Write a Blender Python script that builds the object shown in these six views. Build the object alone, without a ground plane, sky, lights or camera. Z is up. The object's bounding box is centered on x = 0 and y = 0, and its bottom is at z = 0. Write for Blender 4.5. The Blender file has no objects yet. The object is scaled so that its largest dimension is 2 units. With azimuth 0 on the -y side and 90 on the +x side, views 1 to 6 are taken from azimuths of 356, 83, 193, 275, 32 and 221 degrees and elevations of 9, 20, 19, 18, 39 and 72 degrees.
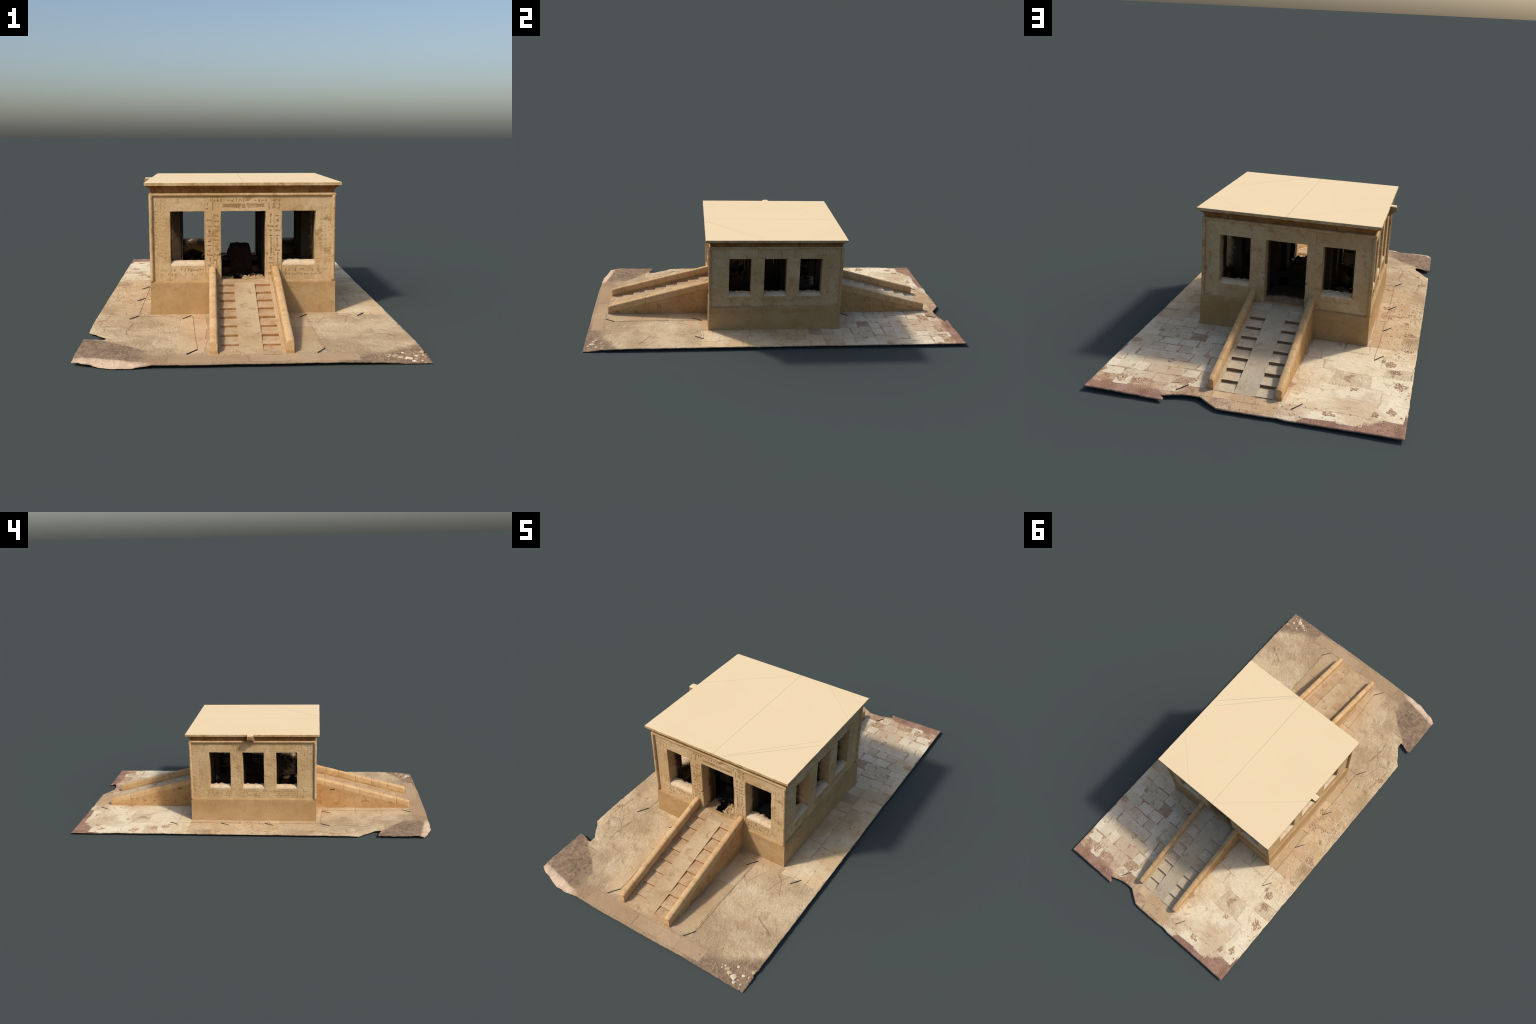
"""A small limestone kiosk-shrine of ancient style: a square, flat-roofed pillared pavilion on a
plinth, reached by two low flights of ramped steps, standing on a worn, broken pavement."""
import bpy, bmesh, math, random
from mathutils import Vector, noise
from mathutils.geometry import delaunay_2d_cdt

rnd = random.Random(1937)
CY = -0.007                      # the building stands a little south of the middle

# ------------------------------------------------------------------ small helpers
def fbm(x, y, z=0.0, octaves=4):
    return noise.fractal(Vector((x, y, z)), 1.0, 2.0, octaves)

def sstep(a, b, v):
    t = min(1.0, max(0.0, (v - a) / (b - a)))
    return t * t * (3 - 2 * t)

def bump2(x, y, cx, cy, rx, ry):
    return math.exp(-((x - cx) / rx) ** 2 - ((y - cy) / ry) ** 2)

def add_object(name, mesh, parent, mat=None):
    ob = bpy.data.objects.new(name, mesh)
    bpy.context.scene.collection.objects.link(ob)
    ob.parent = parent
    if mat is not None and not mesh.materials:
        mesh.materials.append(mat)
    return ob

def from_pydata(name, verts, faces, mat, parent, smooth=False):
    me = bpy.data.meshes.new(name)
    me.from_pydata([tuple(v) for v in verts], [], faces)
    me.update()
    if smooth:
        for p in me.polygons:
            p.use_smooth = True
    return add_object(name, me, parent, mat)

def from_bmesh(name, bm, mat, parent, smooth=False):
    me = bpy.data.meshes.new(name)
    bmesh.ops.recalc_face_normals(bm, faces=bm.faces)
    bm.to_mesh(me)
    bm.free()
    for p in me.polygons:
        p.use_smooth = smooth
    return add_object(name, me, parent, mat)

def roughen(bm, amp, freq):
    """Weather a mesh: push every vertex by smooth noise that depends on place only."""
    for v in bm.verts:
        p = v.co
        v.co = p + Vector((fbm(p.x * freq, p.y * freq, p.z * freq),
                           fbm(p.x * freq + 31, p.y * freq, p.z * freq),
                           fbm(p.x * freq, p.y * freq + 57, p.z * freq))) * amp

def block_bm(x0, x1, y0, y1, z0, z1, bevel=0.002, cell=0.02, amp=0.0007, freq=22.0):
    """A dressed stone block: subdivided box with worn edges."""
    bm = bmesh.new()
    bmesh.ops.create_cube(bm, size=1.0)
    for v in bm.verts:
        v.co = Vector((x0 + (v.co.x + .5) * (x1 - x0), y0 + (v.co.y + .5) * (y1 - y0),
                       z0 + (v.co.z + .5) * (z1 - z0)))
    if bevel > 0:
        bmesh.ops.bevel(bm, geom=bm.edges[:], offset=bevel, segments=2, profile=0.6, affect='EDGES')
    if cell:
        for axis, (lo, hi) in enumerate(((x0, x1), (y0, y1), (z0, z1))):
            n = int((hi - lo) / cell)
            for i in range(1, n):
                co = [0, 0, 0]; no = [0, 0, 0]
                co[axis] = lo + (hi - lo) * i / n; no[axis] = 1
                bmesh.ops.bisect_plane(bm, geom=bm.verts[:] + bm.edges[:] + bm.faces[:],
                                       plane_co=co, plane_no=no, dist=1e-5)
    if amp:
        roughen(bm, amp, freq)
    return bm

def block(name, x0, x1, y0, y1, z0, z1, mat, parent, **k):
    return from_bmesh(name, block_bm(x0, x1, y0, y1, z0, z1, **k), mat, parent)

def cut(ob, boxes):
    """Chisel box-shaped recesses out of an object."""
    for b in boxes:
        bm = block_bm(*b, bevel=0.0, cell=None, amp=0.0)
        me = bpy.data.meshes.new("cutter"); bm.to_mesh(me); bm.free()
        c = bpy.data.objects.new("cutter", me)
        bpy.context.scene.collection.objects.link(c)
        m = ob.modifiers.new("cut", 'BOOLEAN'); m.operation = 'DIFFERENCE'; m.object = c; m.solver = 'EXACT'
        dg = bpy.context.evaluated_depsgraph_get()
        new = bpy.data.meshes.new_from_object(ob.evaluated_get(dg))
        ob.modifiers.clear()
        ob.data = new
        bpy.data.objects.remove(c)

def rings(name, loops, mat, parent, cap=True, smooth=True, closed=True):
    """Loft through a list of equally long vertex loops."""
    n = len(loops[0]); verts = [v for l in loops for v in l]; faces = []
    for i in range(len(loops) - 1):
        for j in range(n if closed else n - 1):
            k = (j + 1) % n
            faces.append((i * n + j, i * n + k, (i + 1) * n + k, (i + 1) * n + j))
    if cap:
        faces.append(tuple(range(n))[::-1])
        faces.append(tuple((len(loops) - 1) * n + j for j in range(n)))
    return from_pydata(name, verts, faces, mat, parent, smooth)

# ------------------------------------------------------------------ materials
class Nodes:
    def __init__(self, name):
        self.mat = bpy.data.materials.new(name)
        self.mat.use_nodes = True
        self.t = self.mat.node_tree
        self.b = self.t.nodes["Principled BSDF"]
        self.b.inputs["Roughness"].default_value = 0.9
        self.b.inputs["Specular IOR Level"].default_value = 0.12
        self.co = self.t.nodes.new("ShaderNodeTexCoord").outputs["Object"]
    def put(self, sock, v):
        if isinstance(v, bpy.types.NodeSocket):
            self.t.links.new(v, sock)
        elif v is not None:
            if isinstance(v, tuple) and len(v) == 3 and len(getattr(sock, "default_value", (0,))) == 4:
                v = (*v, 1)
            sock.default_value = v
    def math(self, op, a, b=None, c=None):
        n = self.t.nodes.new("ShaderNodeMath"); n.operation = op
        for i, v in enumerate((a, b, c)):
            self.put(n.inputs[i], v)
        return n.outputs[0]
    def xyz(self, vec=None):
        n = self.t.nodes.new("ShaderNodeSeparateXYZ"); self.put(n.inputs[0], vec or self.co)
        return n.outputs
    def mapped(self, scale=(1, 1, 1), rot=(0, 0, 0), loc=(0, 0, 0)):
        n = self.t.nodes.new("ShaderNodeMapping"); self.put(n.inputs["Vector"], self.co)
        n.inputs["Scale"].default_value = scale; n.inputs["Rotation"].default_value = rot
        n.inputs["Location"].default_value = loc
        return n.outputs[0]
    def noise(self, scale, detail=5, rough=.6, vec=None, dist=0.0, color=False):
        n = self.t.nodes.new("ShaderNodeTexNoise"); self.put(n.inputs["Vector"], vec or self.co)
        n.inputs["Scale"].default_value = scale; n.inputs["Detail"].default_value = detail
        n.inputs["Roughness"].default_value = rough; n.inputs["Distortion"].default_value = dist
        return n.outputs["Color" if color else "Fac"]
    def voronoi(self, scale, vec=None, feature='F1', out="Distance"):
        n = self.t.nodes.new("ShaderNodeTexVoronoi"); n.feature = feature
        self.put(n.inputs["Vector"], vec or self.co); n.inputs["Scale"].default_value = scale
        return n.outputs[out]
    def ramp(self, fac, lo, hi, a=0.0, b=1.0):
        n = self.t.nodes.new("ShaderNodeMapRange"); n.interpolation_type = 'SMOOTHSTEP'
        self.put(n.inputs[0], fac); n.inputs[1].default_value = lo; n.inputs[2].default_value = hi
        n.inputs[3].default_value = a; n.inputs[4].default_value = b
        return n.outputs[0]
    def mix(self, fac, a, b, blend='MIX'):
        n = self.t.nodes.new("ShaderNodeMix"); n.data_type = 'RGBA'; n.blend_type = blend
        self.put(n.inputs[0], fac); self.put(n.inputs[6], a); self.put(n.inputs[7], b)
        return n.outputs[2]
    def random(self):
        return self.t.nodes.new("ShaderNodeObjectInfo").outputs["Random"]
    def bump(self, height, strength=.4, dist=.002):
        n = self.t.nodes.new("ShaderNodeBump"); self.put(n.inputs["Height"], height)
        n.inputs["Strength"].default_value = strength; n.inputs["Distance"].default_value = dist
        self.put(self.b.inputs["Normal"], n.outputs[0])
    def color(self, c):
        self.put(self.b.inputs["Base Color"], c)

def C(r, g, b, k=1.0):
    """sRGB 0..255 to scene linear, scaled by k."""
    f = lambda c: (c / 255 / 12.92) if c <= 10 else ((c / 255 + .055) / 1.055) ** 2.4
    return (f(r) * k, f(g) * k, f(b) * k)

def stone(name, pale, mid, dark, patch=7.0, grain=90.0, bump=.35, vary=0.0, streak=None, inner_shade=None, k=1.0):
    """Weathered limestone: large tonal patches, stains and grain."""
    m = Nodes(name)
    pale, mid, dark = [tuple(c * k for c in q) for q in (pale, mid, dark)]
    big = m.noise(patch, 4, .55)
    col = m.mix(m.ramp(big, .35, .65), mid, pale)
    stain = m.noise(patch * 3.3, 6, .65, dist=.6)
    col = m.mix(m.ramp(stain, .50, .74, 0, .85), col, dark)
    if streak:
        s = m.noise(1.0, 4, .6, vec=m.mapped(scale=streak))
        col = m.mix(m.ramp(s, .5, .7, 0, .35), col, dark)
    fine = m.noise(grain, 4, .7)
    col = m.mix(m.ramp(fine, .3, .72, .0, .30), col, dark)
    if vary:
        r = m.random()
        col = m.mix(m.math('MULTIPLY', r, vary), col, dark)
    if inner_shade:      # interior shade painted into the colour, away from the outer faces
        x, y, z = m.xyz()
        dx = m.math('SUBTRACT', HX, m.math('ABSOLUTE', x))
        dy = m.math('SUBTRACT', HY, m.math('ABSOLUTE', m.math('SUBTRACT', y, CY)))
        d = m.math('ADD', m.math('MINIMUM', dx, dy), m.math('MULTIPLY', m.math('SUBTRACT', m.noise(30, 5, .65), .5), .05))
        shade_tone = m.mix(m.noise(40, 4, .6), C(34, 27, 22), C(62, 48, 37))
        col = m.mix(m.ramp(d, inner_shade[0], inner_shade[1], 0, .93), col, shade_tone)
    m.color(col)
    pit = m.voronoi(grain * 1.1)
    h = m.math('ADD', m.math('MULTIPLY', fine, .7), m.math('MULTIPLY', pit, .5))
    m.bump(m.math('ADD', h, m.noise(patch * 4, 4, .6)), bump, .003)
    return m

WALL_PALE, WALL_MID, WALL_DARK = C(228, 199, 155), C(212, 178, 128), C(168, 128, 82)
M = {}

def build_materials():
    M['wall'] = stone("weathered_limestone", WALL_PALE, WALL_MID, WALL_DARK, vary=.22, inner_shade=(.035, .065), k=.80).mat
    M['roll'] = stone("limestone_roll", C(225, 193, 145), C(208, 168, 115), C(160, 118, 72), patch=12, k=.78).mat
    M['sill'] = stone("worn_pale_sill", C(243, 222, 190), C(236, 208, 170), C(190, 150, 110), patch=14, inner_shade=(.040, .055), k=.76).mat
    # plinth: ochre body below, remains of pale plaster along the top with a ragged edge
    m = Nodes("ochre_plinth_with_plaster")
    x, y, z = m.xyz()
    big = m.noise(6, 4, .55)
    body = m.mix(m.ramp(big, .35, .65), C(206, 166, 112, .64), C(220, 184, 132, .66))
    body = m.mix(m.ramp(m.noise(26, 6, .65, dist=.5), .55, .8, 0, .6), body, C(160, 112, 64, .7))
    plaster = m.mix(m.ramp(m.noise(20, 5, .6), .35, .65), C(208, 166, 112, .62), C(222, 184, 134, .64))
    edge = m.math('ADD', z, m.math('MULTIPLY', m.math('SUBTRACT', m.noise(7, 5, .55), .5), .085))
    k = m.math('MULTIPLY', m.ramp(edge, .1130, .1180), m.ramp(m.noise(5, 3, .5), .40, .60, .25, 1))
    col = m.mix(k, body, plaster)
    rim = m.math('MULTIPLY', m.ramp(edge, .1125, .1150), m.ramp(edge, .1165, .1185, 1, 0))
    col = m.mix(m.math('MULTIPLY', rim, .06), col, C(140, 98, 58, .7))
    fine = m.noise(95, 4, .7)
    col = m.mix(m.ramp(fine, .3, .72, 0, .25), col, C(150, 106, 62, .7))
    m.color(col)
    m.bump(m.math('ADD', m.math('MULTIPLY', fine, .6), m.math('ADD', m.noise(24, 5, .6), m.math('MULTIPLY', k, .15))), .35, .003)
    M['plinth'] = m.mat
    M['balustrade'] = stone("ochre_sandstone", C(220, 180, 126), C(206, 160, 106), C(160, 116, 72), patch=9, vary=.1, k=.78).mat
    M['coping'] = stone("rounded_coping_stone", C(228, 192, 142), C(216, 174, 122), C(184, 142, 98), patch=9, vary=.08, k=.84).mat
    M['step'] = stone("worn_step_stone", C(222, 192, 152), C(206, 172, 130), C(160, 122, 86), patch=12, vary=.25, k=.80).mat
    M['ramp'] = stone("smooth_ramp_stone", C(226, 198, 156), C(212, 180, 136), C(172, 136, 96), patch=6, bump=.15, k=.70).mat
    M['spout'] = stone("weathered_spout_stone", C(206, 172, 130), C(178, 138, 98), C(104, 76, 54), patch=40, k=.72).mat
    m = Nodes("crumbled_brown_rubble")
    bits = m.voronoi(150); n2 = m.noise(60, 5, .7)
    col = m.mix(m.ramp(n2, .35, .65), C(184, 148, 116), C(216, 188, 152))
    col = m.mix(m.ramp(bits, .3, .6, 0, .45), col, C(150, 118, 92))
    m.color(col); m.bump(m.math('SUBTRACT', n2, bits), .8, .004)
    M['crumble'] = m.mat
    M['riser'] = stone("ochre_shaded_riser", C(206, 158, 104), C(186, 134, 82), C(140, 96, 58), patch=30, vary=.25, k=.66).mat  # darker than the treads: baked riser shade put into the colour
    M['north_riser'] = stone("north_shaded_riser", C(180, 148, 110), C(160, 126, 90), C(110, 84, 60), patch=30, vary=.2, k=.6).mat
    M['relief'] = stone("worn_relief_sign", C(214, 182, 133), C(200, 165, 116), C(156, 118, 76), patch=20, k=.78).mat
    M['north_step'] = stone("bleached_step_stone", C(234, 216, 186), C(220, 200, 166), C(176, 150, 118), patch=12, vary=.2, k=.86).mat
    M['north_ramp'] = stone("bleached_ramp_stone", C(228, 210, 180), C(216, 196, 162), C(184, 160, 128), patch=6, bump=.15, k=.78).mat
    M['glyph'] = stone("carved_relief_sign", C(196, 158, 108), C(184, 144, 96), C(140, 104, 64), patch=30, k=.76).mat
    M['dark'] = stone("shade_dark_stone", C(74, 58, 44), C(56, 44, 34), C(34, 26, 20), patch=14, bump=.8).mat  # the unlit interior's darkness painted in as base colour
    M['rubble'] = stone("pale_rubble", C(236, 206, 160), C(205, 168, 120), C(120, 88, 58), patch=40, vary=.4, k=.85).mat
    M['floor'] = stone("inner_floor_stone", C(236, 206, 160), C(205, 168, 120), C(120, 88, 58), patch=40, inner_shade=(.075, .11), k=.8).mat
    # roof: even cream plaster with a few hairline joints
    m = Nodes("cream_roof_plaster")
    x, y, z = m.xyz()
    base = m.mix(m.ramp(m.noise(3, 3, .5), .3, .7), C(233, 209, 168), C(231, 207, 166))
    hair = None
    for (ax, ay, bx, by, w, f) in ((0, -.38, .002, .366, .0013, .6), (.002, .365, -.381, .034, .0010, .38),
                                  (.367, .164, .164, .359, .0010, .32), (.359, -.081, .052, -.372, .0026, .30),
                                  (.345, -.052, .036, -.376, .0024, .26)):
        L = math.hypot(bx - ax, by - ay); nx, ny = -(by - ay) / L, (bx - ax) / L; tx, ty = (bx - ax) / L, (by - ay) / L
        d = m.math('ABSOLUTE', m.math('ADD', m.math('MULTIPLY', m.math('SUBTRACT', x, ax), nx),
                                      m.math('MULTIPLY', m.math('SUBTRACT', y, ay), ny)))
        s = m.math('ADD', m.math('MULTIPLY', m.math('SUBTRACT', x, ax), tx), m.math('MULTIPLY', m.math('SUBTRACT', y, ay), ty))
        line = m.math('MULTIPLY', m.ramp(d, w * .4, w, f, 0), m.math('MULTIPLY', m.math('GREATER_THAN', s, 0), m.math('LESS_THAN', s, L)))
        hair = line if hair is None else m.math('MAXIMUM', hair, line)
    m.color(m.mix(hair, base, C(120, 120, 112)))
    M['roof'] = m.mat
    M['fascia'] = stone("cornice_limestone", C(222, 196, 150), C(200, 168, 118), C(150, 112, 72), patch=18, streak=(55, 55, 1), k=.85).mat
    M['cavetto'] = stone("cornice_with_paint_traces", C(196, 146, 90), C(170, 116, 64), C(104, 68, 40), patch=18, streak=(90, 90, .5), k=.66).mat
    # sand and earth of the ground under the flagstones
    m = Nodes("sandy_ground")
    x, y, z = m.xyz()
    n1 = m.noise(4.5, 5, .6); n2 = m.noise(17, 6, .65, dist=.4); fine = m.noise(120, 5, .75)
    sand = m.mix(m.ramp(n1, .35, .65), C(188, 162, 126, .95), C(222, 198, 160, .97))
    sand = m.mix(m.ramp(n2, .52, .75, 0, .7), sand, C(170, 134, 98))
    sand = m.mix(m.ramp(m.noise(11, 5, .65, dist=.5), .56, .70, 0, .6), sand, C(226, 208, 176))
    crack = m.voronoi(1.0, vec=m.mix(.16, m.mapped(scale=(9, 6, 1)), m.noise(5, 4, .6, color=True)), feature='DISTANCE_TO_EDGE')
    crack = m.math('MULTIPLY', m.ramp(crack, .0, .018, 1, 0), m.ramp(m.noise(5.5, 3, .5), .50, .58))
    sand = m.mix(m.math('MULTIPLY', crack, .6), sand, C(120, 92, 66))
    mauve = m.mix(m.ramp(n2, .35, .65), C(140, 106, 90), C(176, 140, 120))
    dust = m.mix(m.ramp(x, -.02, -.18), m.mix(m.ramp(n2, .35, .65), C(176, 140, 110), C(214, 186, 152)), m.mix(m.ramp(n2, .35, .65), C(216, 192, 156), C(232, 214, 180)))
    ragged = m.math('MULTIPLY', m.math('SUBTRACT', m.noise(14, 6, .65), .5), .12)
    shift = m.math('ADD', m.ramp(x, -.43, -.56, 0, .09), m.ramp(m.math('ABSOLUTE', m.math('SUBTRACT', x, .03)), .20, .28, -.09, 0))
    earth = m.mix(m.ramp(m.math('ADD', m.math('ADD', y, ragged), shift), .935, .955), dust, mauve)
    earth = m.mix(m.ramp(m.noise(13, 4, .6), .58, .64, 0, .7), earth, C(162, 122, 98))
    earth = m.mix(m.ramp(m.voronoi(95), .0, .35, .55, 0), earth, C(220, 182, 150))
    wob = m.math('MULTIPLY', m.math('SUBTRACT', m.noise(6, 5, .6), .5), .30)
    north = m.ramp(m.math('ADD', y, wob), .30, .46)
    col = m.mix(north, sand, earth)
    # grey-brown churned soil in the south-west corner patch and the south-east corner
    sw = m.math('ADD', m.math('MULTIPLY', m.math('ADD', x, .4887), -.662), m.math('MULTIPLY', m.math('ADD', y, .72), -.75))
    sw = m.math('ADD', sw, m.math('MULTIPLY', wob, .12))
    sw = m.math('MULTIPLY', m.ramp(sw, -.002, .012), m.ramp(m.math('ADD', x, m.math('MULTIPLY', wob, .3)), -.37, -.31, 1, 0))
    se = m.ramp(m.math('ADD', m.math('ADD', m.math('MULTIPLY', x, .55), m.math('MULTIPLY', y, -1.0)), m.math('MULTIPLY', wob, .35)), 1.115, 1.165)
    soil = m.mix(m.ramp(m.noise(30, 6, .7, dist=1.2), .35, .65), C(124, 104, 86), C(164, 140, 114))
    col = m.mix(m.math('MAXIMUM', sw, se), col, soil)
    front = m.ramp(m.math('ADD', m.math('MULTIPLY', y, -1.0), m.math('MULTIPLY', wob, .4)), .87, .95, 0, .65)
    col = m.mix(m.math('MULTIPLY', front, m.math('SUBTRACT', 1.0, m.math('MAXIMUM', sw, se))), col, C(166, 136, 106, .9))
    lip = m.math('MULTIPLY', m.ramp(m.math('ADD', m.math('MULTIPLY', y, -1.0), m.math('MULTIPLY', x, -.22)), 1.043, 1.055), m.ramp(x, -.36, -.30, 1, 0))
    col = m.mix(m.math('MULTIPLY', lip, m.ramp(n2, .3, .7, 1, .45)), col, C(226, 198, 168))
    col = m.mix(m.ramp(fine, .3, .72, 0, .35), col, C(130, 98, 70))
    m.color(col)
    ripple = m.noise(1.0, 4, .6, vec=m.mapped(scale=(75, 30, 10), rot=(0, 0, .7)), dist=.8)
    m.bump(m.math('ADD', m.math('MULTIPLY', fine, .6), m.math('ADD', m.math('MULTIPLY', ripple, 1.3), n2)), .75, .005)
    M['ground'] = m.mat
    # flagstones: creamy slabs, each its own tone, with earth rubbed over them
    m = Nodes("cream_flagstone")
    x, y, z = m.xyz()
    r = m.random()
    n1 = m.noise(9, 5, .6); n2 = m.noise(24, 6, .68, dist=.7); fine = m.noise(110, 5, .75)
    west = m.ramp(x, -.05, -.2)
    col = m.mix(r, m.mix(west, C(208, 190, 156), C(226, 208, 172)), m.mix(west, C(232, 218, 190), C(238, 224, 192)))
    tan = m.mix(r, C(200, 168, 124), C(222, 194, 150))
    col = m.mix(m.ramp(y, .15, .55), tan, col)
    col = m.mix(m.ramp(n1, .5, .7, 0, .5), col, C(196, 164, 124))
    dirt = m.math('ADD', m.math('ADD', n2, m.ramp(y, .78, .97, 0, .06)), m.ramp(x, -.1, -.25, 0, -.035))
    col = m.mix(m.ramp(dirt, .57, .67, 0, .8), col, C(172, 134, 106))
    col = m.mix(m.ramp(m.noise(6, 4, .55), .45, .65, 0, .45), col, C(240, 226, 196))
    blot = m.math('ADD', m.noise(4.2, 5, .6, dist=.4), m.ramp(y, .66, .96, -.04, .07))
    col = m.mix(m.ramp(blot, .50, .66, 0, .55), col, C(190, 158, 124))
    col = m.mix(m.ramp(fine, .35, .75, 0, .3), col, C(160, 124, 92))
    m.color(col)
    m.bump(m.math('ADD', m.math('MULTIPLY', fine, .6), m.math('MULTIPLY', n2, .8)), .4, .003)
    M['flag'] = m.mat
    m = Nodes("sandy_paving_slab")
    x, y, z = m.xyz()
    r = m.random()
    n1 = m.noise(7, 5, .6); n2 = m.noise(22, 6, .68, dist=.7); fine = m.noise(110, 5, .75)
    col = m.mix(r, C(194, 168, 130, .95), C(214, 188, 150, .97))
    col = m.mix(m.ramp(n1, .4, .65, 0, .6), col, C(186, 150, 112))
    col = m.mix(m.ramp(n2, .58, .72, 0, .5), col, C(160, 124, 90))
    front = m.ramp(m.math('MULTIPLY', y, -1.0), .87, .95, 0, .6)
    col = m.mix(front, col, C(166, 136, 106, .9))
    col = m.mix(m.ramp(fine, .35, .75, 0, .25), col, C(150, 114, 82))
    m.color(col); m.bump(m.math('ADD', m.math('MULTIPLY', fine, .6), n2), .35, .003)
    M['slab'] = m.mat
    m = Nodes("post_shadow_dark"); m.color(m.mix(m.noise(200), C(46, 42, 42), C(78, 68, 62)))  # colour of the rods that replace post shadows
    m.b.inputs["Roughness"].default_value = .7
    M['post_shadow'] = m.mat
    m = Nodes("grey_brown_line"); m.color(m.mix(m.noise(150), C(146, 118, 88), C(172, 142, 108)))
    M['thin_line'] = m.mat
    m = Nodes("white_limestone_chip"); m.color(m.mix(m.random(), C(186, 162, 130), C(222, 206, 178)))
    m.bump(m.noise(120), .4, .002)
    M['chip'] = m.mat

# ------------------------------------------------------------------ the ground
OUTLINE = [(.5635, -1.0), (.5635, -.925), (.5570, -.908), (.5630, -.893), (.5635, -.5), (.5625, -.1), (.5610, .25),
           (.5635, .5), (.5632, .75), (.5622, .9), (.5635, 1.0), (.48, .999), (.40, 1.0), (.358, .9965), (.352, 1.0),
           (.282, .999), (.268, 1.0), (.2690, .988), (.2865, .974), (.25, .962), (.2144, .950), (.175, .9465),
           (.15, .947), (.12, .968), (.0757, .997), (.055, 1.0), (-.02, .999), (-.099, .9975), (-.14, .994),
           (-.165, 1.0), (-.27, 1.0), (-.4, .999), (-.5635, 1.0), (-.5630, .5), (-.5635, 0), (-.5630, -.48),
           (-.5617, -.591), (-.5394, -.6139), (-.5132, -.655), (-.490, -.684), (-.4885, -.7195), (-.5043, -.7155),
           (-.525, -.706), (-.5408, -.699), (-.5635, -.7005), (-.5605, -.92), (-.5616, -.946), (-.528, -.9663),
           (-.50, -.972), (-.4662, -.9854), (-.43, -.998), (-.40, -1.0), (-.3275, -.9965), (-.178, -1.0),
           (.158, -1.0), (.25, -.9965), (.35, -1.0), (.45, -.999)]

def gh(x, y):
    """Height of the ground surface."""
    z = .0142
    z += .0008 * bump2(x, y, .60, .0, .16, .42)
    z -= .0020 * bump2(x, y, -.52, .92, .12, .12)
    z -= .0008 * sstep(-.40, -.56, x) * (1 - sstep(-.62, -.75, y))
    z -= .0040 * sstep(.93, 1.0, y) * sstep(-.52, -.3, x) * sstep(.5, .3, x)
    z -= .0125 * bump2(x, y, .58, -1.02, .17, .13)
    z -= .0025 * sstep(-.93, -1.0, y)
    z += .0080 * bump2(x, y, -.46, -.905, .12, .05)
    z -= .0140 * sstep(-.955, -1.0, y) * sstep(-.30, -.42, x)
    z -= .0060 * sstep(-.53, -.565, x) * sstep(-.90, -.95, y)
    z -= .0060 * bump2(x, y, -.56, -.62, .05, .06)
    z += .0014 * fbm(x * 5, y * 5, 3)
    rough = sstep(-.30, -.55, y) * (1 - .6 * sstep(.40, .15, abs(x)))
    rough += .7 * sstep(-.40, -.47, x)
    c, s = .78, .62
    z += .0011 * rough * fbm((c * x + s * y) * 60, (-s * x + c * y) * 22, 9)
    z += .0007 * fbm(x * 38, y * 38, 5)
    return max(0.0, min(z, .026))

def build_ground(root):
    pts = []
    n = len(OUTLINE)
    for i in range(n):
        a, b = OUTLINE[i], OUTLINE[(i + 1) % n]
        L = math.hypot(b[0] - a[0], b[1] - a[1]); k = max(1, int(L / .006))
        nx, ny = (b[1] - a[1]) / L, -(b[0] - a[0]) / L
        for j in range(k):
            t = j / k
            x, y = a[0] + (b[0] - a[0]) * t, a[1] + (b[1] - a[1]) * t
            d = .0016 * fbm(x * 45, y * 45, 2) + .0022 * min(0, fbm(x * 9, y * 9, 7))
            d *= 1.0 if j else 0.0
            pts.append((max(-.5637, min(.5637, x + nx * d)), max(-1.0, min(1.0, y + ny * d))))
    nb = len(pts)
    step = .0075
    coords = [Vector(p) for p in pts]
    for iy in range(int(2 / step)):
        for ix in range(int(1.13 / step)):
            x = -.561 + (ix + .5 * (iy % 2)) * step; y = -.997 + iy * step
            if abs(x) < .347 and abs(y - CY) < .342:
                continue
            coords.append(Vector((x, y)))
    edges = [(i, (i + 1) % nb) for i in range(nb)]
    pit = [(-.345, CY - .340), (.345, CY - .340), (.345, CY + .340), (-.345, CY + .340)]
    c0 = len(coords); coords += [Vector(p) for p in pit]
    edges += [(c0 + i, c0 + (i + 1) % 4) for i in range(4)]
    vs, es, fs, *_ = delaunay_2d_cdt(coords, edges, [], 1, 1e-6)
    top = [(v.x, v.y, gh(v.x, v.y)) for v in vs]
    N = len(top)
    bot = [(x, y, max(0.0, z - .0035)) for x, y, z in top]
    faces = [tuple(f) for f in fs if not (abs(sum(vs[i].x for i in f)) < 3 * .345 and abs(sum(vs[i].y - CY for i in f)) < 3 * .340)]
    count = {}
    for f in faces:
        for i in range(len(f)):
            e = (f[i], f[(i + 1) % len(f)])
            count[e] = 1
    border = [e for e in count if (e[1], e[0]) not in count]
    allf = faces + [tuple(v + N for v in reversed(f)) for f in faces] + [(b, a, a + N, b + N) for a, b in border]
    ob = from_pydata("ground", top + bot, allf, M['ground'], root, True)
    # sharp break between surface and edge
    me = ob.data
    for p in me.polygons:
        if abs(p.normal.z) < .5:
            p.use_smooth = False
    return ob

def inside(x, y):
    c = False; n = len(OUTLINE)
    for i in range(n):
        (x1, y1), (x2, y2) = OUTLINE[i], OUTLINE[(i + 1) % n]
        if (y1 > y) != (y2 > y) and x < (x2 - x1) * (y - y1) / (y2 - y1) + x1:
            c = not c
    return c

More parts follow.
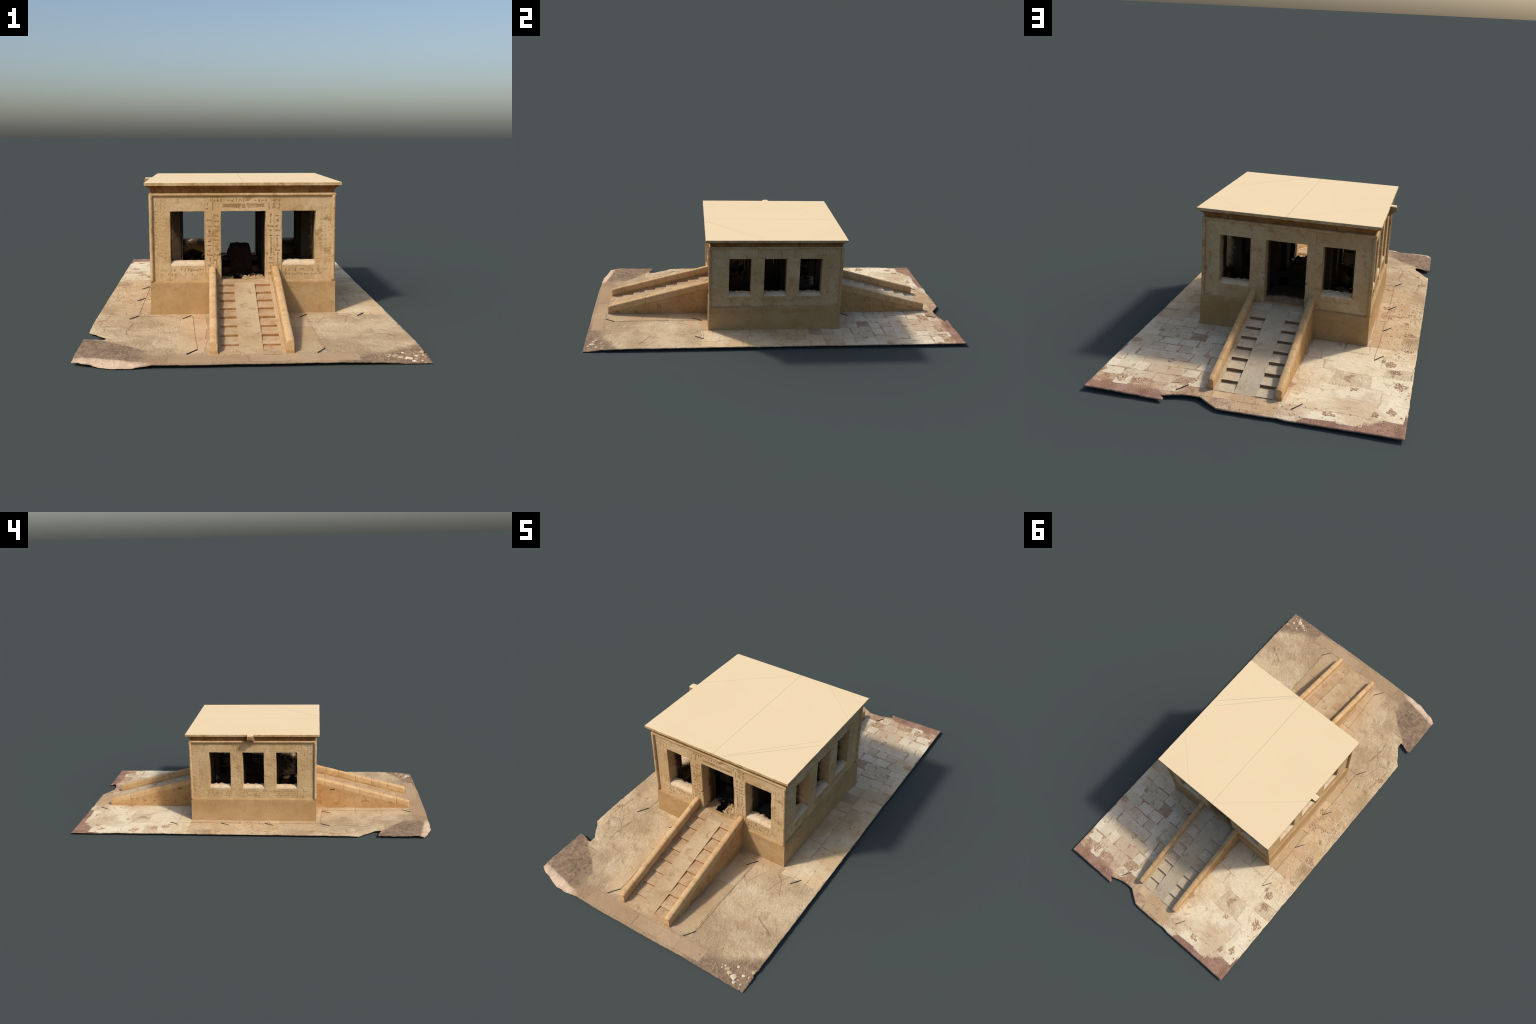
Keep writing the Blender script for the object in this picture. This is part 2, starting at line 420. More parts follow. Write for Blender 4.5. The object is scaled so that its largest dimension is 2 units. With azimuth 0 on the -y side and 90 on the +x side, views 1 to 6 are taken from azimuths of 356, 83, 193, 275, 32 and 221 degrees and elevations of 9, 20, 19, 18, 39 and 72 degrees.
def flagstone(name, cx0, cx1, cy0, cy1, mat, parent, ragged, proud=.0016):
    """One flat paving stone: chipped outline draped on the ground, with worn arrises."""
    jit = lambda s: rnd.uniform(-s, s)
    w, h = cx1 - cx0, cy1 - cy0
    j = min(w, h) * .09
    cs = [(cx0 + jit(j), cy0 + jit(j)), (cx1 + jit(j), cy0 + jit(j)), (cx1 + jit(j), cy1 + jit(j)), (cx0 + jit(j), cy1 + jit(j))]
    mx, my = sum(c[0] for c in cs) / 4, sum(c[1] for c in cs) / 4
    out = []
    for i in range(4):
        a, b = cs[i], cs[(i + 1) % 4]
        k = max(4, int(math.hypot(b[0] - a[0], b[1] - a[1]) / .006))
        for q in range(k):
            t = q / k
            x, y = a[0] + (b[0] - a[0]) * t, a[1] + (b[1] - a[1]) * t
            pull = ragged * max(0, fbm(x * 40, y * 40, 11) + .15) + (.03 if q == 0 else 0)
            out.append((x + (mx - x) * pull, y + (my - y) * pull))
    for (x, y) in cs:
        if not inside(x, y):
            out = [(min(max(px, -.5625), .5625), min(max(py, -.998), .998)) for px, py in out]
            if not all(inside(px * .999, py * .999) for px, py in out):
                return None
            break
    tilt = (jit(.004), jit(.004)); lift = proud * rnd.uniform(.7, 1.4)
    n = len(out); V = []
    for s, dz in ((1.0, -.004), (1.0, lift * .55), (.965, lift), (.55, lift)):
        for (x, y) in out:
            px, py = mx + (x - mx) * s, my + (y - my) * s
            V.append((px, py, gh(px, py) + dz + (tilt[0] * (px - mx) + tilt[1] * (py - my) if dz > 0 else 0)))
    V.append((mx, my, gh(mx, my) + lift))
    F = []
    for r in range(3):
        for i in range(n):
            k = (i + 1) % n
            F.append((r * n + i, r * n + k, (r + 1) * n + k, (r + 1) * n + i))
    for i in range(n):
        F.append((3 * n + i, 3 * n + (i + 1) % n, 4 * n))
    F.append(tuple(range(n))[::-1])
    return from_pydata(name, V, F, mat, parent)

def lay(x0, x1, y0, y1, rows, widths, mat, parent, miss, ragged, gap=.0022, avoid=None, proud=.0016, along='x'):
    """Lay a field of flagstones in broken courses."""
    a0, a1, b0, b1 = (x0, x1, y0, y1) if along == 'x' else (y0, y1, x0, x1)
    b = b0
    while b < b1 - .015:
        h = rnd.uniform(*rows)
        if b + h > b1 - .02:
            h = b1 - b
        a = a0 - rnd.uniform(0, widths[0] * .3) * 0
        while a < a1 - .015:
            w = rnd.uniform(*widths)
            if a + w > a1 - .025:
                w = a1 - a
            xa, xb, ya, yb = (a, a + w, b, b + h) if along == 'x' else (b, b + h, a, a + w)
            cx, cy = (xa + xb) / 2, (ya + yb) / 2
            m = miss(cx, cy) if callable(miss) else miss
            if rnd.random() > m and not (avoid and avoid(cx, cy)):
                flagstone("flagstone", xa + gap / 2, xb - gap / 2, ya + gap / 2, yb - gap / 2, mat, parent,
                          ragged(cx, cy) if callable(ragged) else ragged, proud)
            a += w
        b += h

def build_paving(root, ground):
    def north_miss(x, y):
        k = .04 + .9 * sstep(.885, .935, y + .03 * fbm(x * 6, 1)) * (1.0 if abs(x) > .16 else .25)
        return min(.97, k + .10 * sstep(.75, .9, y))
    rag = lambda x, y: .12 + .30 * sstep(.7, .95, y)
    lay(.150, .562, .352, .945, (.050, .066), (.050, .085), M['flag'], ground, north_miss, rag, gap=.0014, proud=.0007)
    lay(-.562, -.140, .352, .968, (.070, .110), (.080, .160), M['flag'], ground, gap=.0008, proud=.0005, miss=
        lambda x, y: .05 + .85 * sstep(.93, .96, y + .09 * sstep(-.43, -.56, x)) + .25 * sstep(-.44, -.52, x), ragged=.07)
    lay(-.130, .145, .893, .985, (.045, .05), (.06, .10), M['slab'], ground, .2, .10, proud=.0006)
    lay(.366, .562, -.40, .352, (.045, .070), (.060, .105), M['flag'], ground, .04, .05, gap=.0010, proud=.0007, along='y')
    lay(-.562, -.366, -.33, .352, (.055, .085), (.07, .14), M['slab'], ground, gap=.0012, proud=.0007, ragged=.12, miss=
        lambda x, y: .12 + .5 * sstep(-.46, -.54, x), along='y')
    # large sandy slabs of the south court: bands beside the stairs and along the front
    for s in (-1, 1):
        lay(s * .19 - .045, s * .19 + .045, -.90, -.40, (.09, .09), (.12, .19), M['slab'], ground, 0, .03, gap=.002, proud=.0010, along='y')
        lay(min(s * .15, s * .36), max(s * .15, s * .36), -.398, -.367, (.03, .031), (.08, .13), M['slab'], ground, .1, .08, gap=.002, proud=.0011)
    lay(-.26, .34, -.985, -.921, (.06, .064), (.09, .15), M['slab'], ground, 0, .02, gap=.002, proud=.0009)

def tube(name, a, b, r, mat, parent, sides=6):
    a, b = Vector(a), Vector(b); d = (b - a).normalized()
    u = d.cross(Vector((0, 0, 1)) if abs(d.z) < .9 else Vector((1, 0, 0))).normalized(); v = d.cross(u)
    L = [[p + (u * math.cos(t) + v * math.sin(t)) * r for t in [2 * math.pi * i / sides for i in range(sides)]] for p in (a, b)]
    return rings(name, L, mat, parent)

def build_shadow_rods(root):
    """Dark rods standing in for baked post shadows, and thin raised lines between some."""
    feet = [(-.406, -.390), (-.407, -.073), (-.407, .178), (-.404, .468), (-.174, -.864), (.241, -.872),
            (.242, -.396), (.467, -.391), (-.174, .936), (.243, .933), (-.205, -.395), (.198, .432)]
    for i, (x, y) in enumerate(feet):
        dx, dy = .031 + rnd.uniform(-.002, .002), .048 + rnd.uniform(-.003, .003)
        p, q = (x, y, gh(x, y) + .0026), (x - dx, y - dy, gh(x - dx, y - dy) + .0026)
        tube("post_shadow_rod", p, q, .0017, M['post_shadow'], root)  # added rod where a vanished post left only its shadow
    for a, b in (((-.406, -.39), (-.407, .178)), ((.241, -.872), (.236, -.40)), ((-.174, -.864), (-.20, -.40)),
                 ((.467, -.391), (.37, -.394)), ((-.407, .20), (-.404, .46)), ((-.22, -.395), (-.40, -.39))):
        n = 14; pts = []
        for i in range(n + 1):
            t = i / n; x = a[0] + (b[0] - a[0]) * t + .003 * fbm(t * 4, a[0]); y = a[1] + (b[1] - a[1]) * t
            pts.append(Vector((x, y, gh(x, y) + .0022)))
        d = (pts[-1] - pts[0]).normalized(); u = Vector((-d.y, d.x, 0))
        L = [[p + u * .0006 * math.cos(k) + Vector((0, 0, .0006 * math.sin(k))) for k in (0, 1.26, 2.51, 3.77, 5.03)] for p in pts]
        rings("ground_line", L, M['thin_line'], root)  # thin tube tracing a dark line across the ground

def lump(bm, c, r, seed, flat=.7):
    g = bmesh.ops.create_icosphere(bm, subdivisions=2, radius=1.0)
    s = Vector((r * rnd.uniform(.8, 1.3), r * rnd.uniform(.8, 1.3), r * flat))
    a = rnd.uniform(0, 6.28)
    for v in g['verts']:
        k = 1 + .35 * fbm(v.co.x * 1.6 + seed, v.co.y * 1.6, v.co.z * 1.6)
        p = Vector((v.co.x * s.x, v.co.y * s.y, v.co.z * s.z)) * k
        v.co = Vector((c[0] + p.x * math.cos(a) - p.y * math.sin(a), c[1] + p.x * math.sin(a) + p.y * math.cos(a), max(.0003, c[2] + p.z)))

# ------------------------------------------------------------------ the building
Z_FLOOR, Z_LINTEL, Z_ROLL = .143, .4155, .4735
HX, HY = .349, .3470
NY = CY + HY + .0016                       # half sizes of the wall faces
XS = [(-HX, -.281), (-.150, -.086), (.086, .150), (.281, HX)]                       # pillars across
YS = [(CY - HY, -.2555), (-.1375, -.0690), (.0515, .1200), (.2400, NY)]             # pillars along
DEPTH = .100

def square_ring(h, z, dy=.0045, dn=None, dx=0.0):
    """Corner loop of a square around the building at half-size h."""
    dn = dy if dn is None else dn
    return [(-h + dx, CY - h + dy, z), (h + dx, CY - h + dy, z), (h + dx, CY + h - dn, z), (-h + dx, CY + h - dn, z)]

def lofted_square(name, profile, mat, parent, dy=.0045, cuts=24, amp=.0005, cap=False, dn=None, dx=0.0):
    """Run a moulding profile (half-size, height) round the building with mitred corners."""
    loops = []
    for h, z in profile:
        c = square_ring(h, z, dy, dn, dx); loop = []
        for i in range(4):
            a, b = Vector(c[i]), Vector(c[(i + 1) % 4])
            for k in range(cuts):
                p = a.lerp(b, k / cuts)
                loop.append(p + Vector((fbm(p.x * 25, p.y * 25, p.z * 25), fbm(p.x * 25, p.y * 25, p.z * 25 + 9), 0)) * amp)
        loops.append(loop)
    return rings(name, loops, mat, parent, cap=cap, smooth=False)

def build_plinth(root):
    t = .03
    prof = [(.3610, .010), (.3605, .030), (.3595, .090), (.3587, .1375), (.3575, .1412), (.3545, .1440), (.3480, .1475),
            (.3300, .1475), (.3300, .010)]
    ob = lofted_square("plinth", prof, M['plinth'], root, dy=.0040, cuts=30, amp=.0010, dn=.0030)
    return ob

def build_floor(root):  # floor left open where the scan caught no surface
    outer = [(-.345, CY - .340), (.345, CY - .340), (.345, CY + .340), (-.345, CY + .340)]
    hole = [(-.285, -.285), (-.155, -.288), (-.15, -.25), (-.09, -.25), (-.058, -.246), (-.045, -.30), (-.032, -.332), (.015, -.342), (.045, -.338),
            (.044, -.328), (.008, -.328), (-.003, -.31), (-.001, -.27), (.02, -.245), (.06, -.228), (.11, -.238), (.235, -.25), (.275, -.285), (.282, -.14),
            (.245, -.1), (.24, 0), (.25, .1), (.27, .26), (.10, .262), (.09, .15), (.04, .11), (-.05, .12), (-.09, .16), (-.10, .262), (-.285, .28), (-.285, .13), (-.24, .09), (-.24, -.1), (-.285, -.13)]
    ring = []
    for i in range(len(hole)):
        a, b = hole[i], hole[(i + 1) % len(hole)]
        k = max(2, int(math.hypot(b[0] - a[0], b[1] - a[1]) / .008))
        for q in range(k):
            x, y = a[0] + (b[0] - a[0]) * q / k, a[1] + (b[1] - a[1]) * q / k
            ring.append((x + .006 * fbm(x * 45, y * 45, 1), y + .006 * fbm(x * 45, y * 45, 8)))
    pts = [Vector(p) for p in outer] + [Vector(p) for p in ring]
    edges = [(i, (i + 1) % 4) for i in range(4)] + [(4 + i, 4 + (i + 1) % len(ring)) for i in range(len(ring))]
    for ix in range(60):
        for iy in range(60):
            pts.append(Vector((-.344 + ix * .0116 + .00001, CY - .339 + iy * .0115)))
    vs, es, fs, *_ = delaunay_2d_cdt(pts, edges, [], 2, 1e-6)
    hp = ring
    def in_hole(x, y):
        c = False
        for i in range(len(hp)):
            (x1, y1), (x2, y2) = hp[i], hp[(i + 1) % len(hp)]
            if (y1 > y) != (y2 > y) and x < (x2 - x1) * (y - y1) / (y2 - y1) + x1:
                c = not c
        return c
    keep = []
    for f in fs:
        x = sum(vs[i].x for i in f) / len(f); y = sum(vs[i].y for i in f) / len(f)
        if not in_hole(x, y) and abs(x) < .3451 and abs(y - CY) < .3401:
            keep.append(tuple(f))
    zf = lambda x, y: Z_FLOOR + .0006 + .0035 * max(0, fbm(x * 40, y * 40, 3)) * sstep(.345, .325, max(abs(x), abs(y - CY)))
    top = [(v.x, v.y, zf(v.x, v.y)) for v in vs]; N = len(top)
    bot = [(x, y, z - .010) for x, y, z in top]
    cnt = {(f[i], f[(i + 1) % len(f)]) for f in keep for i in range(len(f))}
    border = [e for e in cnt if (e[1], e[0]) not in cnt]
    from_pydata("gapped_floor", top + bot, keep + [tuple(v + N for v in reversed(f)) for f in keep]
                + [(b, a, a + N, b + N) for a, b in border], M['floor'], root)

def pier(name, x0, x1, y0, y1, mat, root, notch=None):
    ob = block(name, x0, x1, y0, y1, Z_FLOOR - .004, Z_LINTEL + .002, mat, root, bevel=.0022, cell=.012, amp=.0009, freq=28)
    if notch:
        cut(ob, [notch])
    return ob

def build_walls(root):
    S, N = CY - HY, NY
    W, E = -HX, HX
    # corner pillars
    for xi in (0, 3):
        for yi in (0, 3):
            pier("corner_pillar", *XS[xi], *YS[yi], M['wall'], root)
    # pillars flanking the doors, each with a bolt socket by the jamb
    for xi in (1, 2):
        x0, x1 = XS[xi]; jx = x1 if xi == 1 else x0
        for ya, yb, f in ((S, S + DEPTH, S), (N - DEPTH, N, N)):
            nb = (jx - .008, jx + .008, f - .01, f + .01, .243, .254)
            pier("door_pillar", x0, x1, ya, yb, M['wall'], root, nb)
    # side pillars
    for yi in (1, 2):
        pier("side_pillar", W, W + DEPTH, *YS[yi], M['wall'], root)
        pier("side_pillar", E - DEPTH, E, *YS[yi], M['wall'], root)
    # free-standing pillars within
    for xi in (1, 2):
        for yi in (1, 2):
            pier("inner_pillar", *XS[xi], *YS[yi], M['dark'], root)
    # architraves
    z0, z1 = Z_LINTEL, Z_ROLL + .004
    k = dict(bevel=.0015, cell=.014, amp=.0009, freq=28)
    for ya, yb, cutsx in ((S, S + DEPTH, (W, -.118, .118, E)), (N - DEPTH, N, (W, -.120, .145, E))):
        for xa, xb in zip(cutsx, cutsx[1:]):
            block("architrave", xa + .0003, xb - .0003, ya, yb, z0, z1, M['wall'], root, **k)
    for xa, xb in ((W, W + DEPTH), (E - DEPTH, E)):
        cy = (S + DEPTH - .002, -.105, .085, N - DEPTH + .002)
        for ya, yb in zip(cy, cy[1:]):
            block("architrave", xa, xb, ya + .0003, yb - .0003, z0 + .0006, z1 - .0007, M['wall'], root, **k)
    for xi in (1, 2):
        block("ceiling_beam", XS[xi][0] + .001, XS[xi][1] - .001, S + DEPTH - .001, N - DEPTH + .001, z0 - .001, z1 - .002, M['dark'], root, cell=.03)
    block("ceiling", -.26, .26, CY - .26, CY + .26, .466, .480, M['dark'], root, cell=.05)  # painted dark to cut light bouncing about inside
    # parapets between the pillars: upright below, rounded sill on top
    def parapet(a0, a1, face, inward, axis):
        zs = .2035
        prof = [(0, Z_FLOOR - .003), (0, zs), (.0012, zs + .006), (.005, zs + .0115), (.011, zs + .0155), (.019, zs + .018), (.030, zs + .0180),
                (.044, zs + .0150), (.054, zs + .0080), (.060, zs - .0010), (.057, zs - .0110), (.026, zs - .0150), (.022, Z_FLOOR - .003)]
        n = 14; loops = []
        for i in range(n + 1):
            a = a0 - .003 + (a1 - a0 + .006) * i / n; loop = []
            for d, z in prof:
                e = .0009 + d
                q = .0009 * fbm(a * 30, d * 30, z * 30) + (.008 * fbm(a * 60, d * 50, z) if d > .04 and z > .18 else 0)
                p = face + inward * (e + q * .5)
                loop.append((a, p, z + q) if axis == 'x' else (p, a, z + q))
            loops.append(loop)
        if (axis == 'x') == (inward > 0):
            loops = [l[::-1] for l in loops]
        ob = rings("window_parapet", loops, M['wall'], root, smooth=True)
        ob.data.materials.append(M['sill'])
        for p in ob.data.polygons:
            if len(p.vertices) == 4 and p.center.z > zs + .001:
                p.material_index = 1
        for p in ob.data.polygons:
            if len(p.vertices) > 4 or p.center.z < zs - .002:
                p.use_smooth = False
    for i in (0, 2):
        parapet(XS[i][1], XS[i + 1][0], S, 1, 'x')
        parapet(XS[i][1], XS[i + 1][0], N, -1, 'x')
    for i in range(3):
        parapet(YS[i][1], YS[i + 1][0], W, 1, 'y')
        parapet(YS[i][1], YS[i + 1][0], E, -1, 'y')
    # vertical rolls at the four corners
    for sx in (-1, 1):
        for sy, yy in ((-1, S), (1, N)):
            loops = []
            cx, cy = sx * (HX + .0030) - .0016, yy + sy * .0030
            n = 36
            for i in range(n + 1):
                z = Z_FLOOR - .001 + (Z_ROLL + .004 - Z_FLOOR) * i / n
                r = .0072 + .0006 * fbm(cx * 9, cy * 9, z * 60)
                loops.append([(cx + r * math.cos(t) + .0007 * fbm(z * 40, cx), cy + r * math.sin(t) + .0007 * fbm(z * 40, cy + 4), z)
                              for t in [2 * math.pi * q / 14 for q in range(14)]])
            rings("corner_roll", loops, M['roll'], root)

def build_cornice(root):
    r, zc, h0 = .0062, .4795, .3530
    prof = [(.330, zc - r)] + [(h0 + r * math.cos(t) * 1.05, zc + r * math.sin(t)) for t in [math.radians(a) for a in range(-90, 91, 20)]]
    lofted_square("roll_moulding", prof + [(.330, zc + r)], M['roll'], root, cuts=40, amp=.0009, dn=.0034, dx=-.0015)
    prof = [(.330, .4845), (.3505, .4845), (.3507, .4900), (.3520, .4960), (.3546, .5015), (.3590, .5060), (.3650, .5100),
            (.3705, .5135), (.3712, .5155), (.330, .5155)]
    lofted_square("cavetto_cornice", prof, M['cavetto'], root, dy=.0035, cuts=60, amp=.0006, dn=.0032, dx=-.0012)
    # fascia and roof slab
    prof = [(.330, .5145), (.3745, .5145), (.3756, .5155), (.3760, .5256), (.3754, .5264), (.330, .5265)]
    lofted_square("cornice_fascia", prof, M['fascia'], root, dy=.0025, cuts=60, amp=.0008)
    loops = []
    for h, z in ((.3735, .5195), (.3750, .5264), (.3745, .5271)):
        c = square_ring(h, z, .0025); loop = []
        for i in range(4):
            a, b = Vector(c[i]), Vector(c[(i + 1) % 4])
            for k in range(60):
                p = a.lerp(b, k / 60)
                loop.append(p + Vector((fbm(p.x * 25, p.y * 25, .524 * 25), fbm(p.x * 25, p.y * 25, .524 * 25 + 9), 0)) * .0008)
        loops.append(loop)
    rings("flat_roof", loops, M['roof'], root, cap=True, smooth=False)

def build_spout(root):
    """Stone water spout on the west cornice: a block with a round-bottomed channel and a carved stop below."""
    y0, y1 = -.017, .021
    # body: a tapering corbel
    loops = []
    for x, low, inset in ((-.345, .4790, 0), (-.362, .4790, 0), (-.372, .4830, .0005), (-.384, .4900, .001), (-.394, .4985, .0025), (-.4035, .5045, .004)):
        q = lambda a, b: .0022 * fbm(x * 80 + a, a * 70, b * 70)
        sec = [(y0 + inset, low), (y0 + inset, .500 if low < .499 else low + .003), (y0 + inset, .5205), (y1 - inset, .5205), (y1 - inset, .508), (y1 - inset, low + .001)]
        loops.append([(x + q(y, z), y + q(z, y), z + q(y + 3, z)) for y, z in sec])
    rings("water_spout", loops, M['spout'], root, smooth=False)
    # tongue of roof plaster running out over it, with a half-round gutter lip at the end
    n = 12; loops = []
    for x in (-.371, -.381, -.391, -.4005):
        top = []; bot = []
        for i in range(n + 1):
            y = (y0 + .002 + (y1 - y0 - .006) * i / n); t = (y - .003) / .012
            dip = .009 * math.sqrt(max(0, 1 - t * t)) * sstep(-.373, -.402, x) * 1.3
            j = .0006 * fbm(y * 90, x * 90)
            top.append((x + j, y, .5272 - .0010 * t * t + .0012 * fbm(y * 70, x * 70, 2))); bot.append((x + j, y, .5225 - dip))
        loops.append(top + bot[::-1])
    rings("spout_tongue", loops, M['roof'], root, smooth=False)
    bm = block_bm(-.374, -.350, y0 - .003, y0 + .004, .4770, .5180, bevel=.002, cell=.006, amp=.0014, freq=60)
    from_bmesh("spout_bracket", bm, M['spout'], root)

def altar(root):
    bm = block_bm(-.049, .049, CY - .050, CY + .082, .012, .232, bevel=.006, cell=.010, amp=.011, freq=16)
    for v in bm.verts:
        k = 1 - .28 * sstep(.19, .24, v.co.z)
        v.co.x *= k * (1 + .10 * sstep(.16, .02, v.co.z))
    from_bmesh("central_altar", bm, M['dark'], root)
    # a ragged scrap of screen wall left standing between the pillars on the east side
    bm = block_bm(.108, .128, YS[0][1] - .002, YS[1][0] + .002, Z_FLOOR - .004, .262, bevel=.003, cell=.007, amp=.006, freq=30)
    for v in bm.verts:
        if v.co.z > .2:
            v.co.z += .045 * fbm(v.co.y * 22, 3, 8) - .02
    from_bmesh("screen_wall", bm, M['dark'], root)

# ------------------------------------------------------------------ the stairs
def build_stair(root, north):
    sgn = 1 if north else -1
    step_mat, ramp_mat = (M['north_step'], M['north_ramp']) if north else (M['step'], M['ramp'])
    riser_mat = M['north_riser'] if north else M['riser']
    if north:
        y_first, run, rise, z1, cnt = .8282, .0615, .0158, .0298, 7
        y_foot, z_end, y_top = .888, .1425, .3405
        ramp = (-.036, .0440); strips = ((-.107, -.0945), (.1080, .1215)); bal = ((-.1305, -.1055), (.1195, .1420))
        y_bal, cope0, cope1 = .8890, .0565, .1990
    else:
        y_first, run, rise, z1, cnt = -.8500, .0631, .0158, .0290, 8
        y_foot, z_end, y_top = -.921, .1435, -.3545
        ramp = (-.0390, .0390); strips = ((-.1095, -.0985), (.0975, .1125)); bal = ((-.1335, -.1070), (.1100, .1375))
        y_bal, cope0, cope1 = -.9130, .0570, .2005
    slope = rise / run
    line = lambda y: min(z_end, max(.0135, z1 + slope * (abs(y_first) - abs(y))))
    y_land = sgn * (abs(y_first) - (z_end - z1) / slope)
    # solid ramps: the wide smooth one in the middle, a narrow strip by either balustrade
    def sloped(name, x0, x1, mat, hollow=0.0, nx=6):
        ys = [y_foot + (y_top - y_foot) * i / 44 for i in range(45)]
        loops = []
        for y in ys:
            loop = []
            for i in range(nx + 1):
                x = x0 + (x1 - x0) * i / nx; c = (i / nx - .5) * 2
                loop.append((x + (.0006 * fbm(y * 40, x * 9) if i in (0, nx) else 0), y,
                             line(y) + .0012 - hollow * (1 - c * c) + .0006 * fbm(x * 40, y * 40)))
            loop += [(x1, y, .008), (x0, y, .008)]
            loops.append(loop if north else loop[::-1])
        return rings(name, loops, mat, root, smooth=False)
    mid = sloped("stair_ramp", ramp[0], ramp[1], ramp_mat, .0016, 10)
    for a, b in strips:
        sloped("stair_border", a, b, ramp_mat, 0, 2)
    # steps, sunk between the ramps: each tread level, its back riser meeting the slope
    for col in ((strips[0][1] - .002, ramp[0] + .002), (ramp[1] - .002, strips[1][0] + .002)):
        for i in range(-1, cnt):
            ya = sgn * (abs(y_first) - run * i); yb = sgn * (abs(y_first) - run * (i + 1))
            if i == -1:
                ya = y_foot
            za = max(.0150, z1 + rise * i + (.0025 if north and col[0] < -.06 else 0))
            if i == cnt - 1:
                pass
            jit = lambda: rnd.uniform(-.0007, .0007)
            bm = block_bm(col[0], col[1], min(ya, yb) - .0008, max(ya, yb) + .0008, .006, za + .0004 + jit(), bevel=.0008, cell=.008, amp=.0005, freq=40)
            for v in bm.verts:      # treads rise a touch toward the back
                if v.co.z > za - .004:
                    v.co.z += (.0050 if north else .0078) * min(1.0, (abs(ya) - abs(v.co.y)) / run)
            st = from_bmesh("step", bm, step_mat, mid)
            st.data.materials.append(riser_mat)          # baked shade on the risers, painted as a darker ochre
            for p in st.data.polygons:
                if sgn * p.normal.y > .8:
                    p.material_index = 1
        yl = sgn * (abs(y_first) - run * cnt)
        block("landing", col[0], col[1], min(yl, y_top), max(yl, y_top), .006, z_end + .0006, step_mat, mid, bevel=.0014, cell=.01, amp=.0008)
    # balustrades
    def top_z(y):
        t = (abs(y_bal) - abs(y)) / (abs(y_bal) - abs(y_top))
        return cope0 + (cope1 - cope0) * t
    for bi, (x0, x1) in enumerate(bal):
        xc, hw = (x0 + x1) / 2, (x1 - x0) / 2
        ch = .033                                           # height of the coping course
        ys = [y_bal + sgn * -.0 + (y_top - y_bal) * i / 50 for i in range(51)]
        loops = []
        for y in ys:
            w = hw - .0006; z = top_z(y) - ch + .001
            q = lambda zz, s: .0007 * fbm(y * 30, zz * 30, s)
            loops.append([(xc - w + q(0, 1), y, .008), (xc + w + q(0, 2), y, .008), (xc + w + q(.03, 2), y, .008 + (z - .008) * .33),
                          (xc + w + q(.06, 2), y, .008 + (z - .008) * .67), (xc + w, y, z), (xc - w, y, z),
                          (xc - w + q(.06, 1), y, .008 + (z - .008) * .67), (xc - w + q(.03, 1), y, .008 + (z - .008) * .33)])
            if not north:
                loops[-1].reverse()
        bal_ob = rings("balustrade", [l[::-1] for l in loops], M['balustrade'], root, smooth=False)
        if bi == 0:
            yy = (-.473, -.443) if not north else (.442, .469)
            bal_ob.data.validate()
            cut(bal_ob, [(x0 - .01, x0 + .009, yy[0], yy[1], .120 if not north else .121, .131)])
        # coping blocks with rounded backs, butted with fine joints
        y = y_bal
        while abs(y) > abs(y_top) + .004:
            L = rnd.uniform(.075, .125); ye = y - sgn * L
            if abs(ye) < abs(y_top) + .04:
                ye = y_top
            g = .0006; n = max(4, int(abs(ye - y) / .010)); lp = []
            dz = rnd.uniform(-.0004, .0004); dx = rnd.uniform(-.0003, .0003)
            for i in range(n + 1):
                yy = y - sgn * g + (ye - y + sgn * 2 * g) * i / n
                z = top_z(yy) + dz; loop = []
                shrink = .0008 if i in (0, n) else 0
                if i == 0 and y == y_bal:
                    shrink = .0022
                for k in range(9):
                    t = math.pi * k / 8
                    e = .0004 * fbm(yy * 40, k * .7, xc * 20)
                    cx, sx = math.cos(t), math.sin(t)
                    cx, sx = math.copysign(abs(cx) ** .72, cx), sx ** .72
                    loop.append((xc + dx + (hw + .0006 - shrink + e) * cx, yy, z - .0130 - shrink + (.0145 + e) * sx))
                loop += [(xc + dx - hw + shrink, yy, z - ch), (xc + dx + hw - shrink, yy, z - ch)]
                lp.append(loop if north else loop[::-1])
            rings("coping_stone", [l[::-1] for l in lp] if False else lp, M['coping'], bal_ob, smooth=False)
            y = ye

# ------------------------------------------------------------------ carved signs
def prism(bm, pts, place, h):
    """Raise one small flat shape in relief."""
    lo = [bm.verts.new(place(u, v, -.0008)) for u, v in pts]
    cu, cv = sum(p[0] for p in pts) / len(pts), sum(p[1] for p in pts) / len(pts)
    hi = [bm.verts.new(place(cu + (u - cu) * .86, cv + (v - cv) * .86, h)) for u, v in pts]
    n = len(pts)
    bm.faces.new(hi)
    for i in range(n):
        bm.faces.new((lo[i], lo[(i + 1) % n], hi[(i + 1) % n], hi[i]))

def disc(cu, cv, r, n=10, sv=1.0):
    return [(cu + r * math.cos(2 * math.pi * i / n), cv + sv * r * math.sin(2 * math.pi * i / n)) for i in range(n)]

def bar(u0, v0, u1, v1, w):
    L = math.hypot(u1 - u0, v1 - v0) or 1; nx, ny = -(v1 - v0) / L * w / 2, (u1 - u0) / L * w / 2
    return [(u0 - nx, v0 - ny), (u1 - nx, v1 - ny), (u1 + nx, v1 + ny), (u0 + nx, v0 + ny)]

